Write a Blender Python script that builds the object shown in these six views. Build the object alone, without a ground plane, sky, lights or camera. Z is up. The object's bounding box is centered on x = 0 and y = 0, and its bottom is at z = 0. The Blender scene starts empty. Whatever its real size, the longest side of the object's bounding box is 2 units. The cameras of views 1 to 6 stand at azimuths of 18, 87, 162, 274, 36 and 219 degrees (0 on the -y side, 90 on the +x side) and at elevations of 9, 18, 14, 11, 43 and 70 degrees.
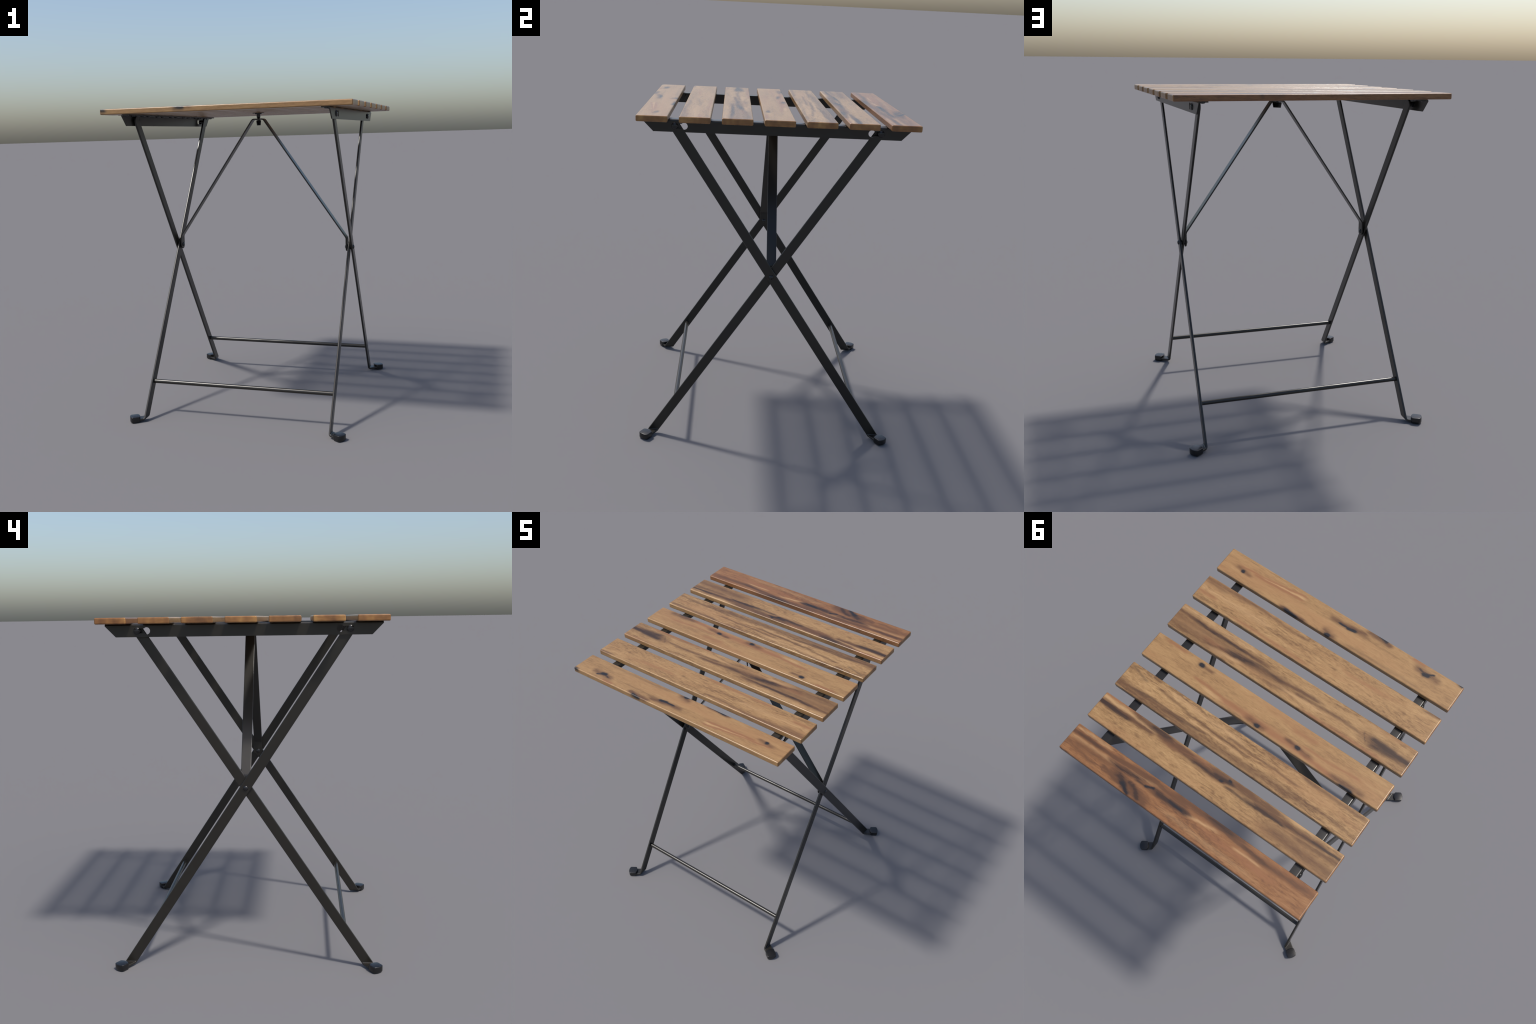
"""Folding garden table: seven hardwood slats on a black steel scissor frame."""
import bpy, bmesh, math
from mathutils import Vector, Matrix

# ------------------------------------------------------------------ sizes (m)
SLAT_LEN, SLAT_W, SLAT_T = 1.559, 0.1672, 0.0340
SLAT_PITCH, SLAT_TOP, SLAT_EDGE = 0.2275, 2.000, 0.0068
RAIL_X, RAIL_IN, RAIL_T = 0.647, 0.595, 0.007       # outer face, flange edge, sheet
RAIL_LOW, RAIL_HIGH = 1.896, 1.9657
RAIL_HALF_LOW, RAIL_HALF_HIGH = 0.686, 0.744
PIVOT_Z, RIVET_Y, RIVET_Z = 1.062, 0.5700, 1.929
LEAN = 0.660                                       # dy / dz of every leg
LEG_W, LEG_T = 0.0570, 0.0130
LEG_OUTER = {"outer": 0.636, "inner": 0.617}        # outward faces of the two leg pairs
FOOT_R, FOOT_ZB = 0.005, 0.0275
CAP_OUT, CAP_H = 0.051, 0.0380
ROD_R, ROD_Y, ROD_Z = 0.0138, 0.5555, 0.2235
BRACE_IN, BRACE_T, BRACE_HALF = 0.589, 0.0088, 0.0285

# ------------------------------------------------------------------ scene glue
root = bpy.data.objects.new("folding_table", None)
bpy.context.collection.objects.link(root)
root["label"] = "folding garden table with brown wooden slats and black steel legs"
root["category"] = "table"


def add_object(name, mesh, parent, mat, loc=(0, 0, 0), smooth=35):
    for p in mesh.polygons:
        p.use_smooth = True
    mesh.set_sharp_from_angle(angle=math.radians(smooth))
    if mat and not mesh.materials:
        mesh.materials.append(mat)
    ob = bpy.data.objects.new(name, mesh)
    bpy.context.collection.objects.link(ob)
    ob.location = loc
    ob.parent = parent
    return ob


def flat_faces(ob):
    """Weight normals by face area so broad faces stay flat beside rounded edges."""
    wn = ob.modifiers.new("face_weighted", 'WEIGHTED_NORMAL')
    wn.weight, wn.keep_sharp = 100, True
    return ob


def repeat(ob, parent, loc=None, rot_z=0.0, scale=None):
    c = ob.copy()
    bpy.context.collection.objects.link(c)
    c.parent = parent
    if loc is not None:
        c.location = loc
    c.rotation_euler = (0, 0, rot_z)
    if scale:
        c.scale = scale
    return c


def to_mesh(bm, name):
    bmesh.ops.recalc_face_normals(bm, faces=bm.faces)
    me = bpy.data.meshes.new(name)
    bm.to_mesh(me)
    bm.free()
    return me


def bevel_all(bm, width, segs=3, angle=30):
    edges = [e for e in bm.edges if len(e.link_faces) == 2
             and e.calc_face_angle(0) > math.radians(angle)]
    bmesh.ops.bevel(bm, geom=edges, offset=width, segments=segs, profile=0.5,
                    affect='EDGES', clamp_overlap=True)


def lathe(profile, axis, n=28, name="turned"):
    """Solid of revolution; profile = [(radius, height)], along axis x / y / z."""
    bm = bmesh.new()
    rings = []
    for r, h in profile:
        if r < 1e-6:
            rings.append([bm.verts.new((0, 0, h))])
        else:
            rings.append([bm.verts.new((r * math.cos(2 * math.pi * i / n),
                                        r * math.sin(2 * math.pi * i / n), h)) for i in range(n)])
    for a, b in zip(rings, rings[1:]):
        for i in range(n):
            j = (i + 1) % n
            if len(a) == 1 and len(b) == 1:
                continue
            if len(a) == 1:
                bm.faces.new((a[0], b[i], b[j]))
            elif len(b) == 1:
                bm.faces.new((a[i], a[j], b[0]))
            else:
                bm.faces.new((a[i], a[j], b[j], b[i]))
    for ring in (rings[0], rings[-1]):
        if len(ring) > 1:
            bm.faces.new(ring)
    if axis == 'x':
        bmesh.ops.rotate(bm, verts=bm.verts, matrix=Matrix.Rotation(math.pi / 2, 3, 'Y'))
    return to_mesh(bm, name)


def dome_profile(r, h, base=0.0, steps=7):
    pts = [(r, base)]
    for i in range(1, steps + 1):
        a = math.pi / 2 * i / steps
        pts.append((r * math.cos(a) if i < steps else 0.0, base + h * math.sin(a)))
    return pts


# ------------------------------------------------------------------ materials
class Nodes:
    """Small helper for wiring shader nodes."""

    def __init__(self, tree):
        self.t = tree

    def n(self, kind, **props):
        nd = self.t.nodes.new(kind)
        for k, v in props.items():
            setattr(nd, k, v)
        return nd

    def put(self, sock, v):
        if hasattr(v, "is_linked"):
            self.t.links.new(v, sock)
        else:
            sock.default_value = v

    def math(self, op, a, b=0.0, clamp=False):
        nd = self.n("ShaderNodeMath", operation=op, use_clamp=clamp)
        self.put(nd.inputs[0], a)
        self.put(nd.inputs[1], b)
        return nd.outputs[0]

    def remap(self, v, a, b, c=0.0, d=1.0, smooth=True):
        nd = self.n("ShaderNodeMapRange", clamp=True,
                    interpolation_type='SMOOTHSTEP' if smooth else 'LINEAR')
        self.put(nd.inputs[0], v)
        for i, x in enumerate((a, b, c, d)):
            self.put(nd.inputs[i + 1], x)
        return nd.outputs[0]

    def scaled(self, vec, scale, loc=(0, 0, 0)):
        nd = self.n("ShaderNodeMapping")
        self.put(nd.inputs[0], vec)
        nd.inputs[1].default_value = loc
        nd.inputs[3].default_value = scale
        return nd.outputs[0]

    def noise(self, vec, detail=3.0, rough=0.55, dist=0.0, scale=1.0):
        nd = self.n("ShaderNodeTexNoise")
        self.put(nd.inputs["Vector"], vec)
        nd.inputs["Scale"].default_value = scale
        nd.inputs["Detail"].default_value = detail
        nd.inputs["Roughness"].default_value = rough
        nd.inputs["Distortion"].default_value = dist
        return nd

    def mix(self, f, a, b, blend='MIX'):
        nd = self.n("ShaderNodeMix", data_type='RGBA', blend_type=blend)
        self.put(nd.inputs[0], f)
        self.put(nd.inputs[6], a if hasattr(a, "is_linked") else (*a, 1))
        self.put(nd.inputs[7], b if hasattr(b, "is_linked") else (*b, 1))
        return nd.outputs[2]

    def ramp(self, f, stops):
        nd = self.n("ShaderNodeValToRGB")
        cr = nd.color_ramp
        while len(cr.elements) < len(stops):
            cr.elements.new(0.5)
        for el, (p, c) in zip(cr.elements, stops):
            el.position = p
            el.color = (*c, 1)
        self.put(nd.inputs[0], f)
        return nd.outputs[0]


def new_material(name):
    m = bpy.data.materials.new(name)
    m.use_nodes = True
    m.node_tree.nodes.clear()
    k = Nodes(m.node_tree)
    bsdf = k.n("ShaderNodeBsdfPrincipled")
    out = k.n("ShaderNodeOutputMaterial")
    m.node_tree.links.new(bsdf.outputs[0], out.inputs[0])
    return m, k, bsdf


def painted_steel():
    m, k, b = new_material("black_painted_steel")
    co = k.n("ShaderNodeTexCoord").outputs["Object"]
    mott = k.noise(co, detail=1, scale=7).outputs[0]
    b.inputs["Base Color"].default_value = (0.016, 0.016, 0.0155, 1)
    k.put(b.inputs["Base Color"], k.mix(mott, (0.0155, 0.0136, 0.0105), (0.0195, 0.0172, 0.0134)))
    b.inputs["Roughness"].default_value = 0.29
    return m


def plain_black(name, col, rough):
    m, k, b = new_material(name)
    co = k.n("ShaderNodeTexCoord").outputs["Object"]
    mott = k.noise(co, detail=2, scale=60).outputs[0]
    k.put(b.inputs["Base Color"], k.mix(mott, [c * 0.85 for c in col], [c * 1.15 for c in col]))
    b.inputs["Roughness"].default_value = rough
    return m


def streak_group():
    """Mask of one grain figure: a soft-ended stroke from A to B on the slat's face."""
    g = bpy.data.node_groups.new("grain_stroke", "ShaderNodeTree")
    for nm, ty in (("Vector", "NodeSocketVector"), ("X0", "NodeSocketFloat"), ("Y0", "NodeSocketFloat"),
                   ("X1", "NodeSocketFloat"), ("Y1", "NodeSocketFloat"), ("Width", "NodeSocketFloat"),
                   ("Taper", "NodeSocketFloat"), ("Strength", "NodeSocketFloat")):
        g.interface.new_socket(nm, in_out='INPUT', socket_type=ty)
    g.interface.new_socket("Mask", in_out='OUTPUT', socket_type="NodeSocketFloat")
    k = Nodes(g)
    i = k.n("NodeGroupInput").outputs
    o = k.n("NodeGroupOutput")
    sep = k.n("ShaderNodeSeparateXYZ")
    k.put(sep.inputs[0], i["Vector"])
    span = k.math('SUBTRACT', i["X1"], i["X0"])
    t = k.math('DIVIDE', k.math('SUBTRACT', sep.outputs[0], i["X0"]), span, clamp=True)
    yc = k.math('ADD', i["Y0"], k.math('MULTIPLY', t, k.math('SUBTRACT', i["Y1"], i["Y0"])))
    xc = k.math('ADD', i["X0"], k.math('MULTIPLY', t, span))
    dy = k.math('DIVIDE', k.math('SUBTRACT', sep.outputs[1], yc), i["Width"])
    dx = k.math('DIVIDE', k.math('SUBTRACT', sep.outputs[0], xc), k.math('MULTIPLY', i["Width"], i["Taper"]))
    # a mark grows smaller below the face it opens on
    dz = k.math('DIVIDE', k.math('SUBTRACT', SLAT_T / 2, sep.outputs[2]), 0.030)
    d = k.math('SQRT', k.math('ADD', k.math('MULTIPLY', dz, dz),
                              k.math('ADD', k.math('MULTIPLY', dx, dx), k.math('MULTIPLY', dy, dy))))
    fall = k.math('EXPONENT', k.math('MULTIPLY', k.math('MULTIPLY', d, d), -1.9))
    mask = k.math('MULTIPLY', fall, i["Strength"])
    k.put(o.inputs[0], mask)
    return g


STROKE = streak_group()

TAN = dict(light=(0.420, 0.262, 0.118), mid=(0.284, 0.165, 0.069), dark=(0.172, 0.093, 0.039),
           deep=(0.098, 0.050, 0.023), warm=(0.286, 0.147, 0.063))
RUST = dict(light=(0.305, 0.160, 0.068), mid=(0.210, 0.096, 0.037), dark=(0.115, 0.053, 0.024),
            deep=(0.064, 0.034, 0.019), warm=(0.244, 0.101, 0.039))
KINDS = {"pale": (0.425, 0.262, 0.124), "red": (0.225, 0.098, 0.043), "brown": (0.092, 0.043, 0.020),
         "umber": (0.040, 0.0225, 0.0140), "black": (0.0145, 0.0135, 0.0145)}


def wood(seed, palette, contrast, flame, strokes, bite=1.0, shade=1.0):
    """Oiled hardwood: fibre, cloudy figure, and the slat's own streaks and knots."""
    m, k, b = new_material("hardwood")
    co = k.n("ShaderNodeTexCoord").outputs["Object"]
    off = (seed * 7.31, seed * 3.17, seed * 1.73)
    # wander of the grain: mostly across the slat, slowly along it
    wander = k.noise(k.scaled(co, (7.0, 24.0, 55.0), off), detail=4, rough=0.6).outputs["Color"]
    w = k.n("ShaderNodeVectorMath", operation='SUBTRACT')
    k.put(w.inputs[0], wander)
    w.inputs[1].default_value = (0.5, 0.5, 0.5)
    w2 = k.n("ShaderNodeVectorMath", operation='MULTIPLY')
    k.put(w2.inputs[0], w.outputs[0])
    w2.inputs[1].default_value = (0.090, 0.026, 0.02)
    add = k.n("ShaderNodeVectorMath", operation='ADD')
    k.put(add.inputs[0], co)
    k.put(add.inputs[1], w2.outputs[0])
    pos = add.outputs[0]

    cloud = k.noise(k.scaled(pos, (1.9, 19.0, 19.0), off), detail=5, rough=0.55, dist=0.6).outputs[0]
    figure = k.noise(k.scaled(pos, (8.0, 52.0, 52.0), off), detail=4, rough=0.62, dist=1.0).outputs[0]
    fibre = k.noise(k.scaled(co, (20.0, 190.0, 190.0), off), detail=4, rough=0.65).outputs[0]
    fleck = k.noise(k.scaled(pos, (34.0, 130.0, 130.0), off), detail=3, rough=0.6).outputs[0]
    figN = k.remap(figure, 0.30, 0.70, smooth=False)
    fibN = k.remap(fibre, 0.30, 0.70, smooth=False)
    fleN = k.remap(fleck, 0.30, 0.70, smooth=False)
    cloN = k.remap(cloud, 0.28, 0.72, smooth=False)
    parts = ((cloN, 0.40), (figN, 0.20 + 0.20 * flame), (fibN, 0.22), (fleN, 0.18 + 0.14 * flame))
    tone = None
    for v, wgt in parts:
        v = k.math('MULTIPLY', k.math('SUBTRACT', v, 0.5), wgt * contrast)
        tone = v if tone is None else k.math('ADD', tone, v)
    tone = k.math('ADD', tone, 0.52)
    col = k.ramp(tone, [(0.0, palette["deep"]), (0.30, palette["dark"]), (0.52, palette["mid"]), (0.95, palette["light"])])
    # drifting warm cast
    drift = k.noise(k.scaled(pos, (1.3, 11.0, 11.0), (off[1], off[2], off[0])), detail=3).outputs[0]
    col = k.mix(k.remap(drift, 0.44, 0.72, 0.0, 0.55), col, palette["warm"])

    half_wander = k.n("ShaderNodeVectorMath", operation='MULTIPLY')
    k.put(half_wander.inputs[0], w2.outputs[0])
    half_wander.inputs[1].default_value = (0.35, 0.55, 0.5)
    near = k.n("ShaderNodeVectorMath", operation='ADD')
    k.put(near.inputs[0], co)
    k.put(near.inputs[1], half_wander.outputs[0])
    # marks thin out along the figure and the fibres instead of ending at an edge
    tooth = k.math('ADD', k.math('MULTIPLY', figN, 0.55), k.math('MULTIPLY', fibN, 0.40))
    for kind, top, grow, lift in (("pale", 0.75, 1.3, 0.5), ("red", 0.80, 1.3, 0.45), ("brown", 0.88, 1.35, 0.40),
                                  ("umber", 0.93, 1.3, 0.35), ("black", 0.98, 1.05, 0.60)):
        masks = None
        for (kd, x0, y0, x1, y1, width, taper, strength) in strokes:
            if kd != kind:
                continue
            gn = k.n("ShaderNodeGroup")
            gn.node_tree = STROKE
            k.put(gn.inputs[0], near.outputs[0] if kind == "black" else pos)
            for j, v in enumerate((x0, y0, x1, y1, width * grow, taper, strength * (1.0 if kind in ('black', 'pale') else bite))):
                gn.inputs[j + 1].default_value = v
            masks = gn.outputs[0] if masks is None else k.math('MAXIMUM', masks, gn.outputs[0])
        if masks is None:
            continue
        f = k.math('MULTIPLY', masks, k.math('ADD', tooth, lift))
        f = k.math('MINIMUM', k.math('SUBTRACT', f, 0.06, clamp=True), top)
        col = k.mix(f, col, KINDS[kind])
    col = k.mix(1.0, col, [shade * c for c in (1.0, 0.99, 0.97)], 'MULTIPLY')
    # sawn ends: warm end grain in broad patches, darker and lighter across the width
    sep = k.n("ShaderNodeSeparateXYZ")
    k.put(sep.inputs[0], co)
    endness = k.remap(k.math('ABSOLUTE', sep.outputs[0]), SLAT_LEN / 2 - 0.0055, SLAT_LEN / 2 - 0.0015)
    patch = k.noise(k.scaled(co, (3.0, 15.0, 9.0), (off[2], off[0], off[1])), detail=2).outputs[0]
    rings = k.noise(k.scaled(co, (8.0, 22.0, 150.0), off), detail=2).outputs[0]
    ends = k.ramp(k.math('ADD', k.math('MULTIPLY', patch, 0.8), k.math('MULTIPLY', rings, 0.2)),
                  [(0.32, (0.140, 0.058, 0.021)), (0.52, (0.270, 0.122, 0.038)), (0.68, (0.430, 0.228, 0.070))])
    col = k.mix(k.math('MULTIPLY', endness, 0.9), col, ends)

    k.put(b.inputs["Base Color"], col)
    k.put(b.inputs["Roughness"], k.remap(fibre, 0.25, 0.75, 0.27, 0.35, False))
    bump = k.n("ShaderNodeBump")
    bump.inputs["Strength"].default_value = 0.12
    bump.inputs["Distance"].default_value = 0.0015
    k.put(bump.inputs["Height"], k.math('ADD', fibre, k.math('MULTIPLY', figure, 0.5)))
    k.put(b.inputs["Normal"], bump.outputs[0])
    return m


STEEL = painted_steel()
RUBBER = plain_black("black_plastic", (0.0085, 0.0085, 0.0088), 0.27)
BOLT = plain_black("black_bolt", (0.013, 0.013, 0.014), 0.24)

# Each slat: seed, palette, contrast, flame, strokes (kind, from x y, to x y, half width, taper, strength)
SLATS = [
    (1.0, TAN, 0.62, 0.2, [
        ("brown", 0.680, 0.006, 0.605, 0.013, 0.014, 2.0, 0.75), ("black", 0.640, 0.014, 0.637, 0.014, 0.0125, 1.1, 1.7),
        ("red", 0.66, -0.008, 0.25, -0.050, 0.007, 4, 0.9), ("red", 0.54, -0.006, 0.27, -0.022, 0.008, 4, 1.0),
        ("pale", 0.50, -0.022, 0.26, -0.036, 0.008, 4, 0.8),
        ("brown", 0.31, 0.074, 0.18, 0.084, 0.014, 2, 1.1), ("black", 0.285, 0.078, 0.225, 0.086, 0.013, 2, 1.6),
        ("brown", 0.03, 0.058, -0.02, 0.070, 0.020, 1.4, 0.85), ("black", 0.010, 0.075, 0.004, 0.075, 0.016, 1.2, 1.7),
        ("brown", 0.03, -0.028, -0.16, -0.044, 0.017, 1.6, 0.95), ("black", -0.015, -0.027, -0.07, -0.025, 0.008, 2.0, 1.2),
        ("black", -0.070, -0.023, -0.105, -0.030, 0.012, 1.6, 1.5),
        ("brown", -0.19, -0.072, -0.31, -0.070, 0.018, 1.6, 1.0), ("black", -0.24, -0.086, -0.285, -0.078, 0.013, 1.6, 1.6),
        ("brown", -0.515, -0.040, -0.635, -0.030, 0.022, 1.3, 0.85), ("black", -0.560, -0.026, -0.575, -0.029, 0.017, 1.2, 1.7),
        ("black", -0.575, -0.036, -0.605, -0.050, 0.008, 1.6, 1.2), ("black", -0.525, -0.040, -0.56, -0.034, 0.007, 1.6, 0.8),
        ("red", -0.49, -0.074, -0.53, -0.072, 0.012, 2, 0.9),
        ("brown", -0.14, 0.066, -0.55, 0.064, 0.012, 5, 0.42), ("black", -0.758, -0.088, -0.778, -0.088, 0.020, 1.4, 1.6)]),
    (2.0, TAN, 0.85, 0.8, [
        ("brown", 0.77, -0.064, 0.40, -0.070, 0.016, 4, 0.75), ("brown", 0.735, -0.050, 0.66, -0.046, 0.018, 3, 0.6),
        ("brown", 0.42, -0.068, 0.10, -0.058, 0.010, 4, 0.65), ("red", 0.755, 0.026, 0.68, 0.024, 0.012, 3, 0.7),
        ("pale", 0.74, 0.00, 0.35, -0.005, 0.020, 4, 0.5), ("red", 0.45, 0.062, 0.05, 0.064, 0.012, 5, 0.6),
        ("red", -0.25, -0.020, -0.45, -0.022, 0.012, 5, 0.5), ("brown", -0.70, -0.075, -0.77, -0.078, 0.010, 3, 0.8)]),
    (3.0, TAN, 0.95, 0.6, [
        ("pale", 0.77, -0.062, 0.30, -0.064, 0.016, 4, 0.6), ("pale", 0.48, 0.056, 0.33, 0.046, 0.012, 3, 0.8),
        ("brown", 0.778, -0.034, 0.52, -0.026, 0.016, 4, 1.0), ("brown", 0.778, 0.040, 0.52, 0.042, 0.040, 3, 0.62),
        ("brown", 0.76, 0.000, 0.40, 0.000, 0.026, 4, 0.62), ("umber", 0.62, -0.026, 0.34, -0.026, 0.012, 4, 0.95),
        ("brown", 0.58, -0.028, 0.19, -0.026, 0.016, 4, 0.95), ("umber", 0.38, -0.028, 0.27, -0.027, 0.007, 4, 0.55),
        ("brown", 0.51, 0.044, 0.27, 0.016, 0.013, 3, 0.95), ("red", 0.54, 0.030, 0.40, 0.030, 0.012, 3, 0.8),
        ("umber", 0.37, 0.024, 0.25, 0.012, 0.018, 3, 1.05), ("brown", 0.31, 0.014, 0.05, 0.000, 0.024, 4, 0.95),
        ("umber", 0.20, -0.006, 0.06, 0.000, 0.009, 4, 0.55),
        ("brown", 0.10, 0.004, -0.16, -0.014, 0.014, 4, 0.95), ("brown", -0.07, 0.012, -0.36, -0.002, 0.011, 4, 0.85),
        ("brown", 0.10, 0.05, 0.02, 0.04, 0.012, 3, 0.5), ("pale", 0.0, 0.035, -0.22, 0.030, 0.014, 3, 0.6),
        ("brown", -0.34, 0.000, -0.47, 0.006, 0.008, 4, 0.65),
        ("umber", -0.497, -0.004, -0.507, 0.028, 0.010, 0.6, 0.7), ("umber", -0.525, 0.000, -0.530, 0.030, 0.008, 0.6, 0.6),
        ("brown", -0.53, 0.016, -0.76, 0.014, 0.028, 2, 0.8),
        ("umber", -0.560, 0.002, -0.66, 0.000, 0.020, 2, 1.25), ("umber", -0.57, 0.032, -0.70, 0.016, 0.018, 2, 0.95),
        ("umber", -0.64, 0.006, -0.775, 0.010, 0.017, 2, 1.25), ("red", -0.2, 0.074, -0.60, 0.070, 0.012, 5, 0.7)]),
    (4.0, TAN, 0.62, 0.3, [
        ("black", 0.462, -0.054, 0.454, -0.053, 0.0150, 1.1, 1.7), ("brown", 0.45, -0.052, 0.385, -0.052, 0.012, 2, 0.85),
        ("red", 0.68, -0.07, 0.60, -0.068, 0.010, 3, 0.9), ("red", 0.42, 0.026, 0.10, 0.044, 0.010, 4, 0.8),
        ("pale", 0.34, 0.050, 0.12, 0.060, 0.010, 4, 0.6), ("red", 0.20, 0.046, -0.25, 0.050, 0.022, 3, 1.0),
        ("brown", 0.04, 0.052, -0.03, 0.058, 0.017, 2, 0.85), ("black", 0.002, 0.061, -0.006, 0.061, 0.0145, 1.1, 1.6),
        ("brown", -0.20, 0.034, -0.32, 0.048, 0.015, 2, 0.85), ("black", -0.247, 0.040, -0.256, 0.041, 0.0145, 1.2, 1.6),
        ("red", -0.28, 0.056, -0.46, 0.066, 0.014, 3, 0.9), ("red", -0.18, -0.035, -0.30, -0.034, 0.014, 2, 0.6),
        ("brown", -0.50, 0.064, -0.66, 0.064, 0.018, 2, 0.9), ("black", -0.555, 0.084, -0.610, 0.082, 0.014, 2, 1.3),
        ("red", -0.30, 0.016, -0.60, 0.002, 0.009, 5, 0.7)]),
    (5.0, TAN, 1.15, 1.0, [
        ("brown", 0.76, 0.050, 0.36, 0.050, 0.020, 4, 0.85), ("brown", 0.70, 0.066, 0.20, 0.072, 0.014, 4, 0.75),
        ("umber", 0.66, 0.044, 0.52, 0.038, 0.008, 4, 0.55), ("umber", 0.42, 0.046, 0.26, 0.040, 0.007, 4, 0.55),
        ("brown", 0.50, 0.038, 0.22, 0.034, 0.009, 5, 0.85), ("brown", 0.30, 0.064, -0.12, 0.058, 0.028, 4, 0.68),
        ("brown", 0.54, -0.036, 0.34, -0.010, 0.009, 4, 0.6), ("brown", 0.34, -0.008, -0.05, 0.004, 0.008, 5, 0.75),
        ("pale", 0.45, -0.05, 0.05, -0.04, 0.020, 4, 0.6), ("pale", 0.28, 0.015, 0.0, 0.020, 0.010, 4, 0.6),
        ("brown", -0.02, 0.058, -0.40, 0.046, 0.026, 4, 0.62), ("brown", 0.05, -0.025, -0.35, -0.014, 0.008, 5, 0.7),
        ("brown", -0.36, 0.030, -0.66, 0.036, 0.012, 4, 0.5), ("brown", -0.40, -0.070, -0.74, -0.064, 0.012, 4, 0.7),
        ("umber", 0.75, -0.060, 0.66, -0.030, 0.010, 3, 0.55)]),
    (6.0, TAN, 0.9, 0.8, [
        ("pale", 0.76, -0.056, 0.46, -0.050, 0.012, 4, 0.95), ("red", 0.76, -0.078, 0.55, -0.078, 0.009, 4, 0.8),
        ("umber", 0.778, -0.030, 0.60, -0.026, 0.011, 3, 1.10), ("brown", 0.778, -0.030, 0.46, -0.036, 0.014, 3, 1.1),
        ("brown", 0.52, -0.074, 0.20, -0.058, 0.020, 3, 1.0), ("umber", 0.43, -0.070, 0.33, -0.064, 0.016, 2, 0.85),
        ("brown", 0.36, -0.055, 0.06, -0.044, 0.022, 3, 0.9), ("red", 0.30, -0.050, 0.10, -0.062, 0.024, 3, 0.8),
        ("brown", 0.20, -0.042, -0.03, -0.036, 0.013, 3, 1.05), ("umber", 0.13, -0.036, -0.02, -0.038, 0.008, 4, 0.85),
        ("brown", 0.00, -0.062, -0.35, -0.060, 0.028, 3, 0.9), ("umber", -0.00, -0.046, -0.07, -0.050, 0.013, 2, 0.95),
        ("black", -0.072, -0.062, -0.078, -0.062, 0.010, 1.2, 1.3), ("black", -0.030, -0.036, -0.036, -0.036, 0.009, 1.4, 1.1),
        ("umber", -0.10, -0.022, -0.22, -0.024, 0.008, 4, 0.8), ("umber", -0.22, -0.026, -0.42, -0.024, 0.010, 4, 0.95),
        ("brown", -0.28, -0.036, -0.64, -0.046, 0.020, 3, 0.95), ("umber", -0.46, -0.040, -0.62, -0.046, 0.007, 4, 0.5),
        ("umber", -0.62, -0.046, -0.775, -0.048, 0.008, 4, 0.8), ("pale", -0.30, -0.078, -0.76, -0.076, 0.010, 5, 0.7),
        ("brown", -0.45, 0.030, -0.76, 0.045, 0.045, 3, 0.60), ("brown", -0.56, -0.01, -0.77, -0.02, 0.018, 4, 0.7)]),
    (7.0, RUST, 0.9, 0.4, [
        ("pale", 0.74, -0.066, 0.56, -0.070, 0.010, 3, 0.6), ("pale", 0.75, -0.008, 0.48, -0.018, 0.012, 4, 0.5),
        ("brown", 0.775, -0.036, 0.45, -0.046, 0.013, 4, 1.05), ("umber", 0.72, -0.036, 0.60, -0.042, 0.008, 4, 0.5),
        ("brown", 0.68, 0.010, 0.44, 0.00, 0.022, 3, 0.60), ("brown", 0.50, 0.03, 0.40, 0.05, 0.016, 2, 0.8), ("brown", 0.778, 0.02, 0.60, 0.05, 0.012, 4, 0.5), ("brown", 0.49, -0.046, 0.22, -0.064, 0.014, 3, 1.0),
        ("umber", 0.44, -0.012, 0.34, -0.022, 0.012, 3, 0.95), ("brown", 0.47, -0.02, 0.30, -0.03, 0.018, 3, 0.8),
        ("brown", 0.44, 0.015, 0.23, 0.062, 0.036, 1.1, 0.95), ("umber", 0.415, 0.016, 0.375, 0.045, 0.020, 1.1, 1.1),
        ("black", 0.375, 0.042, 0.322, 0.074, 0.017, 1.2, 1.0), ("umber", 0.350, 0.022, 0.315, 0.030, 0.012, 1.2, 0.9), ("umber", 0.318, 0.028, 0.262, 0.062, 0.015, 1.1, 1.1),
        ("pale", 0.34, -0.030, 0.20, -0.050, 0.012, 3, 0.6), ("black", 0.262, -0.012, 0.222, -0.026, 0.010, 1.5, 1.1),
        ("umber", 0.33, -0.012, 0.25, -0.010, 0.010, 3, 0.7), ("brown", 0.33, -0.055, 0.03, -0.056, 0.022, 3, 0.85),
        ("brown", 0.20, -0.016, 0.00, -0.026, 0.018, 2, 1.0), ("umber", 0.18, -0.018, 0.02, -0.022, 0.016, 2, 1.2),
        ("black", 0.105, -0.022, 0.035, -0.018, 0.010, 2, 0.9), ("brown", 0.06, -0.066, -0.30, -0.070, 0.024, 3, 1.0),
        ("umber", -0.13, -0.072, -0.25, -0.070, 0.014, 3, 0.85), ("pale", -0.02, -0.018, -0.16, -0.034, 0.010, 4, 0.7),
        ("brown", -0.22, -0.060, -0.50, -0.044, 0.013, 4, 1.05), ("umber", -0.36, -0.054, -0.48, -0.046, 0.007, 4, 0.5),
        ("pale", -0.33, -0.018, -0.44, -0.018, 0.010, 3, 0.7), ("brown", -0.44, -0.044, -0.70, -0.052, 0.020, 4, 0.8),
        ("red", -0.20, 0.0, -0.50, 0.01, 0.02, 5, 0.6), ("pale", 0.05, 0.040, -0.40, 0.055, 0.018, 5, 0.35)]),
]


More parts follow.
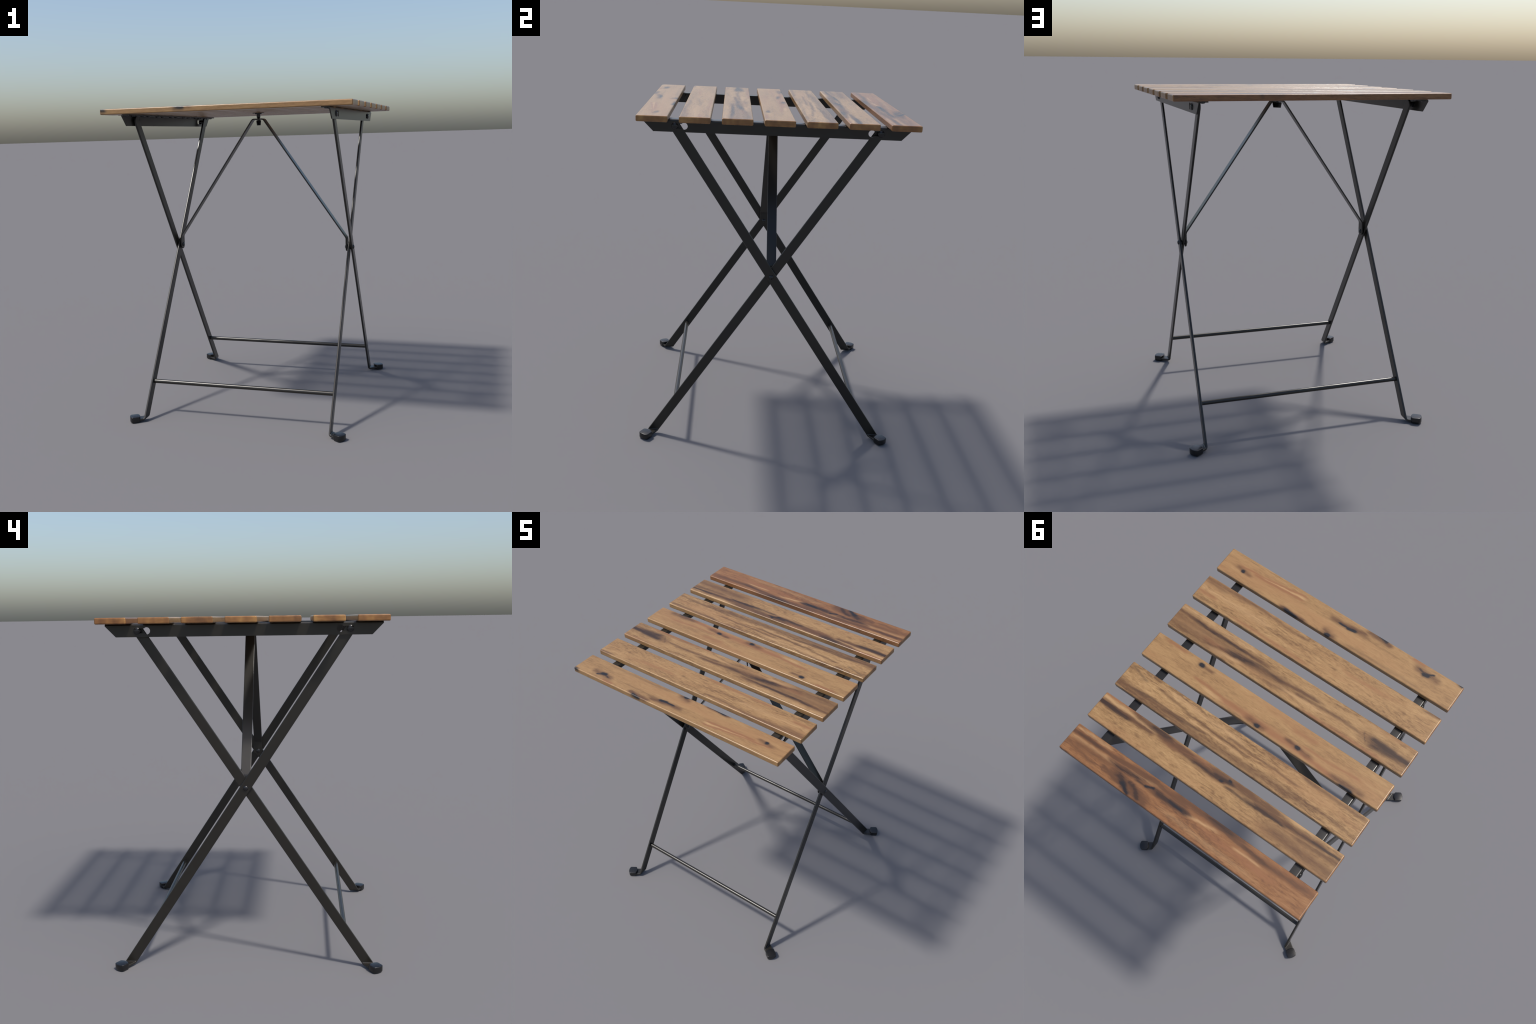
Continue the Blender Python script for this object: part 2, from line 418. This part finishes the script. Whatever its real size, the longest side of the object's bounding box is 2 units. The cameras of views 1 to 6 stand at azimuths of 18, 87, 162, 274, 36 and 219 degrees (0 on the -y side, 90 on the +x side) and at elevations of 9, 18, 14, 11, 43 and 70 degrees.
# ------------------------------------------------------------------ slats
def slat_mesh():
    bm = bmesh.new()
    bmesh.ops.create_cube(bm, size=1.0)
    bmesh.ops.scale(bm, vec=(SLAT_LEN, SLAT_W, SLAT_T), verts=bm.verts)
    bmesh.ops.bevel(bm, geom=bm.edges[:], offset=SLAT_EDGE, segments=4, profile=0.5, affect='EDGES')
    return to_mesh(bm, "slat")


for i, (seed, pal, con, fl, strokes) in enumerate(SLATS):
    me = slat_mesh()
    ob = add_object("slat", me, root, wood(seed, pal, con, fl, strokes, 1.34 if i > 4 else 1.12, (1.03, 1.0, 0.95, 1.02, 0.95, 0.97, 1.0)[i]),
                    (0, (i - 3) * SLAT_PITCH, SLAT_TOP - SLAT_T / 2), smooth=50)
    flat_faces(ob)


# ------------------------------------------------------------------ end rails
def rail_mesh():
    """Bent angle: slant-ended web outside with two keyholes, flange folded inwards on top."""
    bm = bmesh.new()
    r = 0.010
    zb = RAIL_HIGH - r
    outline = [(-RAIL_HALF_LOW, RAIL_LOW), (RAIL_HALF_LOW, RAIL_LOW),
               (RAIL_HALF_HIGH, zb - 0.001), (RAIL_HALF_HIGH, zb), (-RAIL_HALF_HIGH, zb), (-RAIL_HALF_HIGH, zb - 0.001)]

    def ring(pts):
        vs = [bm.verts.new((RAIL_X, y, z)) for y, z in pts]
        return vs, [bm.edges.new((vs[a], vs[(a + 1) % len(vs)])) for a in range(len(vs))]

    vs, edges = ring(outline)
    for side in (-1, 1):
        # keyhole: rivet slot opening into the larger round hole nearer the middle
        yh, rh, sh = 0.5175, 0.0190, 0.0125
        a0 = math.asin(sh / rh)
        pts = []
        for q in range(25):
            a = a0 + (2 * math.pi - 2 * a0) * q / 24
            pts.append((side * (yh + rh * math.cos(a)), RIVET_Z + rh * math.sin(a)))
        for q in range(9):
            a = -math.pi / 2 + math.pi * q / 8
            pts.append((side * (RIVET_Y - 0.004 + sh * math.cos(a)), RIVET_Z + sh * math.sin(a)))
        edges += ring(pts)[1]
    bmesh.ops.triangle_fill(bm, edges=edges, use_beauty=True, use_dissolve=False)
    # fold and flange
    lo, hi = vs[4], vs[3]                      # -y and +y ends of the fold line
    for q in range(0, 8):
        if q == 0:
            p = (RAIL_X, zb + 0.0004)           # keeps the web's shading flat up to the fold
        elif q <= 6:
            a = math.pi / 2 * q / 6
            p = (RAIL_X - r + r * math.cos(a), zb + r * math.sin(a))
        else:
            p = (RAIL_IN, RAIL_HIGH)
        n_lo = bm.verts.new((p[0], -RAIL_HALF_HIGH, p[1]))
        n_hi = bm.verts.new((p[0], RAIL_HALF_HIGH, p[1]))
        bm.faces.new((lo, hi, n_hi, n_lo))
        lo, hi = n_lo, n_hi
    bmesh.ops.recalc_face_normals(bm, faces=bm.faces)
    web = max(bm.faces, key=lambda f: f.calc_area() if abs(f.normal.x) > 0.9 else 0)
    if web.normal.x < 0:
        bmesh.ops.reverse_faces(bm, faces=bm.faces)
    me = bpy.data.meshes.new("rail")
    bm.to_mesh(me)
    bm.free()
    return me


def thickened(mesh, thickness):
    tmp = bpy.data.objects.new("sheet_helper", mesh)
    bpy.context.collection.objects.link(tmp)
    sol = tmp.modifiers.new("sheet", 'SOLIDIFY')
    sol.thickness, sol.offset = thickness, -1
    sol.use_even_offset = True
    out = bpy.data.meshes.new_from_object(tmp.evaluated_get(bpy.context.evaluated_depsgraph_get()))
    bpy.data.objects.remove(tmp)
    return out


rail_me = thickened(rail_mesh(), RAIL_T)
for s in (1, -1):
    rail = add_object("end_rail", rail_me, root, STEEL, smooth=30)
    if s < 0:
        rail.rotation_euler = (0, 0, math.pi)
    # screws that hold the slats, hanging below the flange
    screw = None
    for i in range(7):
        for d in (-0.044, 0.044):
            loc = (0.6215, (i - 3) * SLAT_PITCH + d, RAIL_HIGH - RAIL_T - 0.0002)
            if screw is None:
                prof = [(0.0, -0.0062), (0.005, -0.0060), (0.010, -0.0048), (0.0132, -0.0024), (0.0145, 0.0)]
                screw = add_object("screw", lathe(prof, 'z', 20, "screw"), rail, BOLT, loc)
            else:
                repeat(screw, rail, loc)


# ------------------------------------------------------------------ legs
def bar_section(y0, y1, po, pi_, r, stretch):
    """Ring of points round a flat bar's section, its four long edges rounded by r."""
    th = math.hypot(po[0] - pi_[0], po[1] - pi_[1])
    r = min(r, 0.45 * th)
    ry = min(r * stretch, 0.45 * (y1 - y0))
    ring = []
    for sy, st, start in ((1, 0, 0), (1, 1, 1), (-1, 1, 0), (-1, 0, 1)):
        for q in range(4):
            a = math.pi / 2 * (q / 3 if start == 0 else 1 - q / 3)
            # a = 0 on the broad face, pi/2 on the narrow one
            dy, dt = ry * (1 - math.sin(a)), r * (1 - math.cos(a))
            y = (y1 - dy) if sy > 0 else (y0 + dy)
            t = (dt if st == 0 else th - dt) / th
            ring.append((po[0] + (pi_[0] - po[0]) * t, y, po[1] + (pi_[1] - po[1]) * t))
    return ring


def skin(rings):
    bm = bmesh.new()
    loops = [[bm.verts.new(p) for p in ring] for ring in rings]
    n = len(loops[0])
    for a, b in zip(loops, loops[1:]):
        for q in range(n):
            bm.faces.new((a[q], a[(q + 1) % n], b[(q + 1) % n], b[q]))
    bm.faces.new(loops[0])
    bm.faces.new(list(reversed(loops[-1])))
    return bm


def leg_interval(z, hw):
    """Width range of the leg at height z; the upper end is rounded about the rivet."""
    c, s = 1 / math.hypot(1, LEAN), LEAN / math.hypot(1, LEAN)   # axis = (s, c) in (y, z)

    def inside(y):
        u, v = y - RIVET_Y, z - RIVET_Z
        along, across = u * s + v * c, u * c - v * s
        return abs(across) <= LEG_W / 2 and (along <= 0 or along * along + across * across <= (LEG_W / 2) ** 2)

    mid = RIVET_Y + (z - RIVET_Z) * LEAN
    ys = [mid + hw * 1.3 * (q / 400 - 1) for q in range(801)]
    ok = [y for y in ys if inside(y)]
    return (min(ok), max(ok)) if ok else None


def leg_mesh(x_face):
    """Flat bar leaning in the y-z plane (top at +y), foot folded outwards along a level line."""
    hw = LEG_W / 2 * math.hypot(1, LEAN)
    rows = []                                   # (y0, y1, (x_out, z_out), (x_in, z_in))
    top = RIVET_Z + LEG_W / 2 - 0.0004
    zs = [top - 0.0004, top - 0.0015] + [top - 0.004 - 0.004 * i for i in range(17)]
    for z in zs:
        iv = leg_interval(z, hw)
        if iv:
            rows.append((iv[0], iv[1], (x_face, z), (x_face - LEG_T, z)))
    slope = lambda z: RIVET_Y + (z - RIVET_Z) * LEAN
    for z in (1.80, 1.5, PIVOT_Z, 0.7, 0.35, 0.12, FOOT_ZB):
        rows.append((slope(z) - hw, slope(z) + hw, (x_face, z), (x_face - LEG_T, z)))
    xc, rm = x_face + FOOT_R, FOOT_R + LEG_T / 2
    yb = slope(FOOT_ZB)
    for q in range(1, 9):
        a = math.pi / 2 * q / 8
        y = yb - LEAN * rm * a
        rows.append((y - hw, y + hw, (xc - FOOT_R * math.cos(a), FOOT_ZB - FOOT_R * math.sin(a)),
                     (xc - (FOOT_R + LEG_T) * math.cos(a), FOOT_ZB - (FOOT_R + LEG_T) * math.sin(a))))
    y = yb - LEAN * (rm * math.pi / 2 + CAP_OUT)
    rows.append((y - hw, y + hw, (xc + CAP_OUT, FOOT_ZB - FOOT_R), (xc + CAP_OUT, FOOT_ZB - FOOT_R - LEG_T)))
    bm = skin([bar_section(y0, y1, po, pi_, 0.0042, math.hypot(1, LEAN)) for y0, y1, po, pi_ in rows])
    return to_mesh(bm, "leg"), (xc + CAP_OUT, y)


def cap_mesh():
    """Plastic foot: barrel-ended block lying along x, slightly rounded, chamfered sole."""
    half_l, half_w, bulge = 0.0235, 0.0330, 0.0095
    plan = []
    for sx in (1, -1):
        for q in range(9):
            t = -1 + 2 * q / 8
            plan.append((sx * (half_l + bulge * (1 - t * t)), sx * half_w * t))
    bm = bmesh.new()
    vs = [bm.verts.new((x, y, 0.0)) for x, y in plan]
    f = bm.faces.new(vs)
    ext = bmesh.ops.extrude_face_region(bm, geom=[f])
    bmesh.ops.translate(bm, vec=(0, 0, CAP_H), verts=[g for g in ext["geom"] if isinstance(g, bmesh.types.BMVert)])
    bmesh.ops.recalc_face_normals(bm, faces=bm.faces)
    posts = [e for e in bm.edges if abs(e.verts[0].co.z - e.verts[1].co.z) > 0.01 and e.calc_face_angle(0) > 0.6]
    bmesh.ops.bevel(bm, geom=posts, offset=0.007, segments=4, profile=0.5, affect='EDGES')
    sole = [e for e in bm.edges if all(v.co.z < 1e-6 for v in e.verts)]
    bmesh.ops.bevel(bm, geom=sole, offset=0.007, segments=3, profile=0.5, affect='EDGES')
    rim = [e for e in bm.edges if all(v.co.z > CAP_H - 1e-6 for v in e.verts) and len(e.link_faces) == 2
           and e.calc_face_angle(0) > 0.5]
    bmesh.ops.bevel(bm, geom=rim, offset=0.003, segments=3, profile=0.5, affect='EDGES')
    return to_mesh(bm, "foot_cap")


leg_meshes = {k: leg_mesh(v) for k, v in LEG_OUTER.items()}
cap_me = cap_mesh()
tab_angle = math.atan(LEAN)
for kind, side_x, side_y in (("inner", 1, 1), ("inner", -1, 1), ("outer", 1, -1), ("outer", -1, -1)):
    me, cap_at = leg_meshes[kind]
    # mirror the one drawn leg into each corner (top end at side_y)
    bm = bmesh.new()
    bm.from_mesh(me)
    bmesh.ops.scale(bm, vec=(side_x, side_y, 1), verts=bm.verts)
    leg = add_object("leg", to_mesh(bm, "leg"), root, STEEL, smooth=40)
    flat_faces(leg)
    cap = add_object("foot_cap", cap_me, leg, RUBBER, (side_x * cap_at[0], side_y * cap_at[1], 0.0), smooth=40)
    cap.rotation_euler = (0, 0, math.atan2(-side_y * math.sin(tab_angle), side_x * math.cos(tab_angle)))

# ------------------------------------------------------------------ crossbars
for kind, y in (("inner", -ROD_Y), ("outer", ROD_Y)):
    half = LEG_OUTER[kind] - LEG_T + 0.001
    bar = add_object("crossbar", lathe([(ROD_R, -half), (ROD_R, half)], 'x', 32, "crossbar"), root, STEEL,
                     (0, y, ROD_Z), smooth=40)


# ------------------------------------------------------------------ folding brace
def brace_mesh():
    """One flat bar: riveted tabs, two diagonals, short level top; swept along its bends."""
    mid = BRACE_T / 2
    pts = [(BRACE_IN + mid, PIVOT_Z), (BRACE_IN + mid, 1.1245), (0.0375, 1.9235)]
    pts = pts + [(-x, z) for x, z in reversed(pts)]
    # round the corners
    path = [pts[0]]
    for a, b, c in zip(pts, pts[1:], pts[2:]):
        va, vc = (Vector(a) - Vector(b)).normalized(), (Vector(c) - Vector(b)).normalized()
        cut = 0.011
        p0, p2 = Vector(b) + va * cut, Vector(b) + vc * cut
        for q in range(7):
            t = q / 6
            path.append(tuple((1 - t) ** 2 * p0 + 2 * t * (1 - t) * Vector(b) + t * t * p2))
    path.append(pts[-1])
    # rounded ends below the pivots
    ends = [PIVOT_Z - BRACE_HALF * math.sin(math.pi / 2 * q / 8) for q in range(1, 9)]
    path = [(BRACE_IN + mid, z) for z in reversed(ends)] + path + [(-BRACE_IN - mid, z) for z in ends]
    rings = []
    for i, p in enumerate(path):
        a, b = Vector(path[max(i - 1, 0)]), Vector(path[min(i + 1, len(path) - 1)])
        d = (b - a).normalized()
        nrm = Vector((-d.y, d.x))
        below = PIVOT_Z - p[1]
        half = math.sqrt(max(BRACE_HALF ** 2 - below ** 2, 2e-6)) if below > 0 else BRACE_HALF
        rings.append(bar_section(-half, half, tuple(Vector(p) + nrm * mid), tuple(Vector(p) - nrm * mid), 0.0030, 1.0))
    bm = skin(rings)
    return to_mesh(bm, "brace")


flat_faces(add_object("brace", brace_mesh(), root, STEEL, smooth=40))

# ------------------------------------------------------------------ latch under the middle slat
def latch_mesh():
    """Turn latch: screwed plate, neck through the brace, tapered turn-button below."""
    bm = bmesh.new()
    n = 24

    def loft(sections):
        prev = None
        for z, rx, ry, rot in sections:
            ring = []
            for q in range(n):
                a = 2 * math.pi * q / n
                # rounded-rectangle outline (superellipse)
                ca, sa = math.cos(a), math.sin(a)
                x = rx * math.copysign(abs(ca) ** 0.45, ca)
                y = ry * math.copysign(abs(sa) ** 0.45, sa)
                ring.append(bm.verts.new((x * math.cos(rot) - y * math.sin(rot),
                                          x * math.sin(rot) + y * math.cos(rot), z)))
            if prev:
                for q in range(n):
                    bm.faces.new((prev[q], prev[(q + 1) % n], ring[(q + 1) % n], ring[q]))
            else:
                bm.faces.new(ring)
            prev = ring
        bm.faces.new(list(reversed(prev)))

    low = SLAT_TOP - SLAT_T
    loft([(low - 0.0002, 0.038, 0.024, 0), (low - 0.0032, 0.038, 0.024, 0)])
    loft([(low - 0.003, 0.024, 0.019, 0), (low - 0.009, 0.021, 0.016, 0)])
    loft([(low - 0.006, 0.0115, 0.0115, 0), (1.936, 0.0115, 0.0115, 0), (1.930, 0.0075, 0.0075, 0), (1.912, 0.0075, 0.0075, 0)])
    turn = math.radians(-47)
    loft([(1.9165, 0.0315, 0.0035, turn), (1.9120, 0.0330, 0.0042, turn), (1.8825, 0.0265, 0.0036, turn)])
    return to_mesh(bm, "latch")


add_object("latch", latch_mesh(), root, RUBBER, smooth=35)

# ------------------------------------------------------------------ rivets and spacers


def top_rivet(depth):
    return lathe([(0.0105, -depth), (0.0105, -0.004), (0.0185, -0.0035), (0.0190, 0.001)]
                 + dome_profile(0.0190, 0.0080, 0.0015)[1:], 'x', 28, "rivet")


rivets = {1: top_rivet(RAIL_X - LEG_OUTER["inner"] + LEG_T / 2), -1: top_rivet(RAIL_X - LEG_OUTER["outer"] + LEG_T / 2)}
for sx in (1, -1):
    for sy in (1, -1):
        rv = add_object("rivet", rivets[sy], root, BOLT, (sx * RAIL_X, sy * RIVET_Y, RIVET_Z), smooth=45)
        rv.rotation_euler = (0, 0, 0 if sx > 0 else math.pi)
        # bush between rail and leg
        leg_face = LEG_OUTER["inner" if sy > 0 else "outer"]
        gap = (RAIL_X - RAIL_T) - leg_face
        if gap > 0.01:
            bush = add_object("bush", lathe([(0.0155, -gap / 2), (0.0155, gap / 2)], 'x', 24, "bush"), root, BOLT,
                              (sx * (leg_face + gap / 2), sy * RIVET_Y, RIVET_Z), smooth=45)
pin_len = LEG_OUTER["outer"] - BRACE_IN
pin_prof = ([(0.0, -pin_len / 2 - 0.0085)] + [(r, -h) for r, h in reversed(dome_profile(0.0145, 0.0085, pin_len / 2)[:-1])]
            + [(0.008, -pin_len / 2 + 0.0005), (0.008, pin_len / 2 - 0.0005)] + dome_profile(0.0145, 0.0085, pin_len / 2))
pin = lathe(pin_prof, 'x', 28, "pivot_pin")
for sx in (1, -1):
    add_object("pivot_rivet", pin, root, BOLT, (sx * (LEG_OUTER["outer"] + BRACE_IN) / 2, 0, PIVOT_Z), smooth=45)
    for a, b in ((BRACE_IN + BRACE_T, LEG_OUTER["inner"] - LEG_T), (LEG_OUTER["inner"], LEG_OUTER["outer"] - LEG_T)):
        add_object("washer", lathe([(0.016, -(b - a) / 2), (0.016, (b - a) / 2)], 'x', 24, "washer"), root, BOLT,
                   (sx * (a + b) / 2, 0, PIVOT_Z), smooth=45)
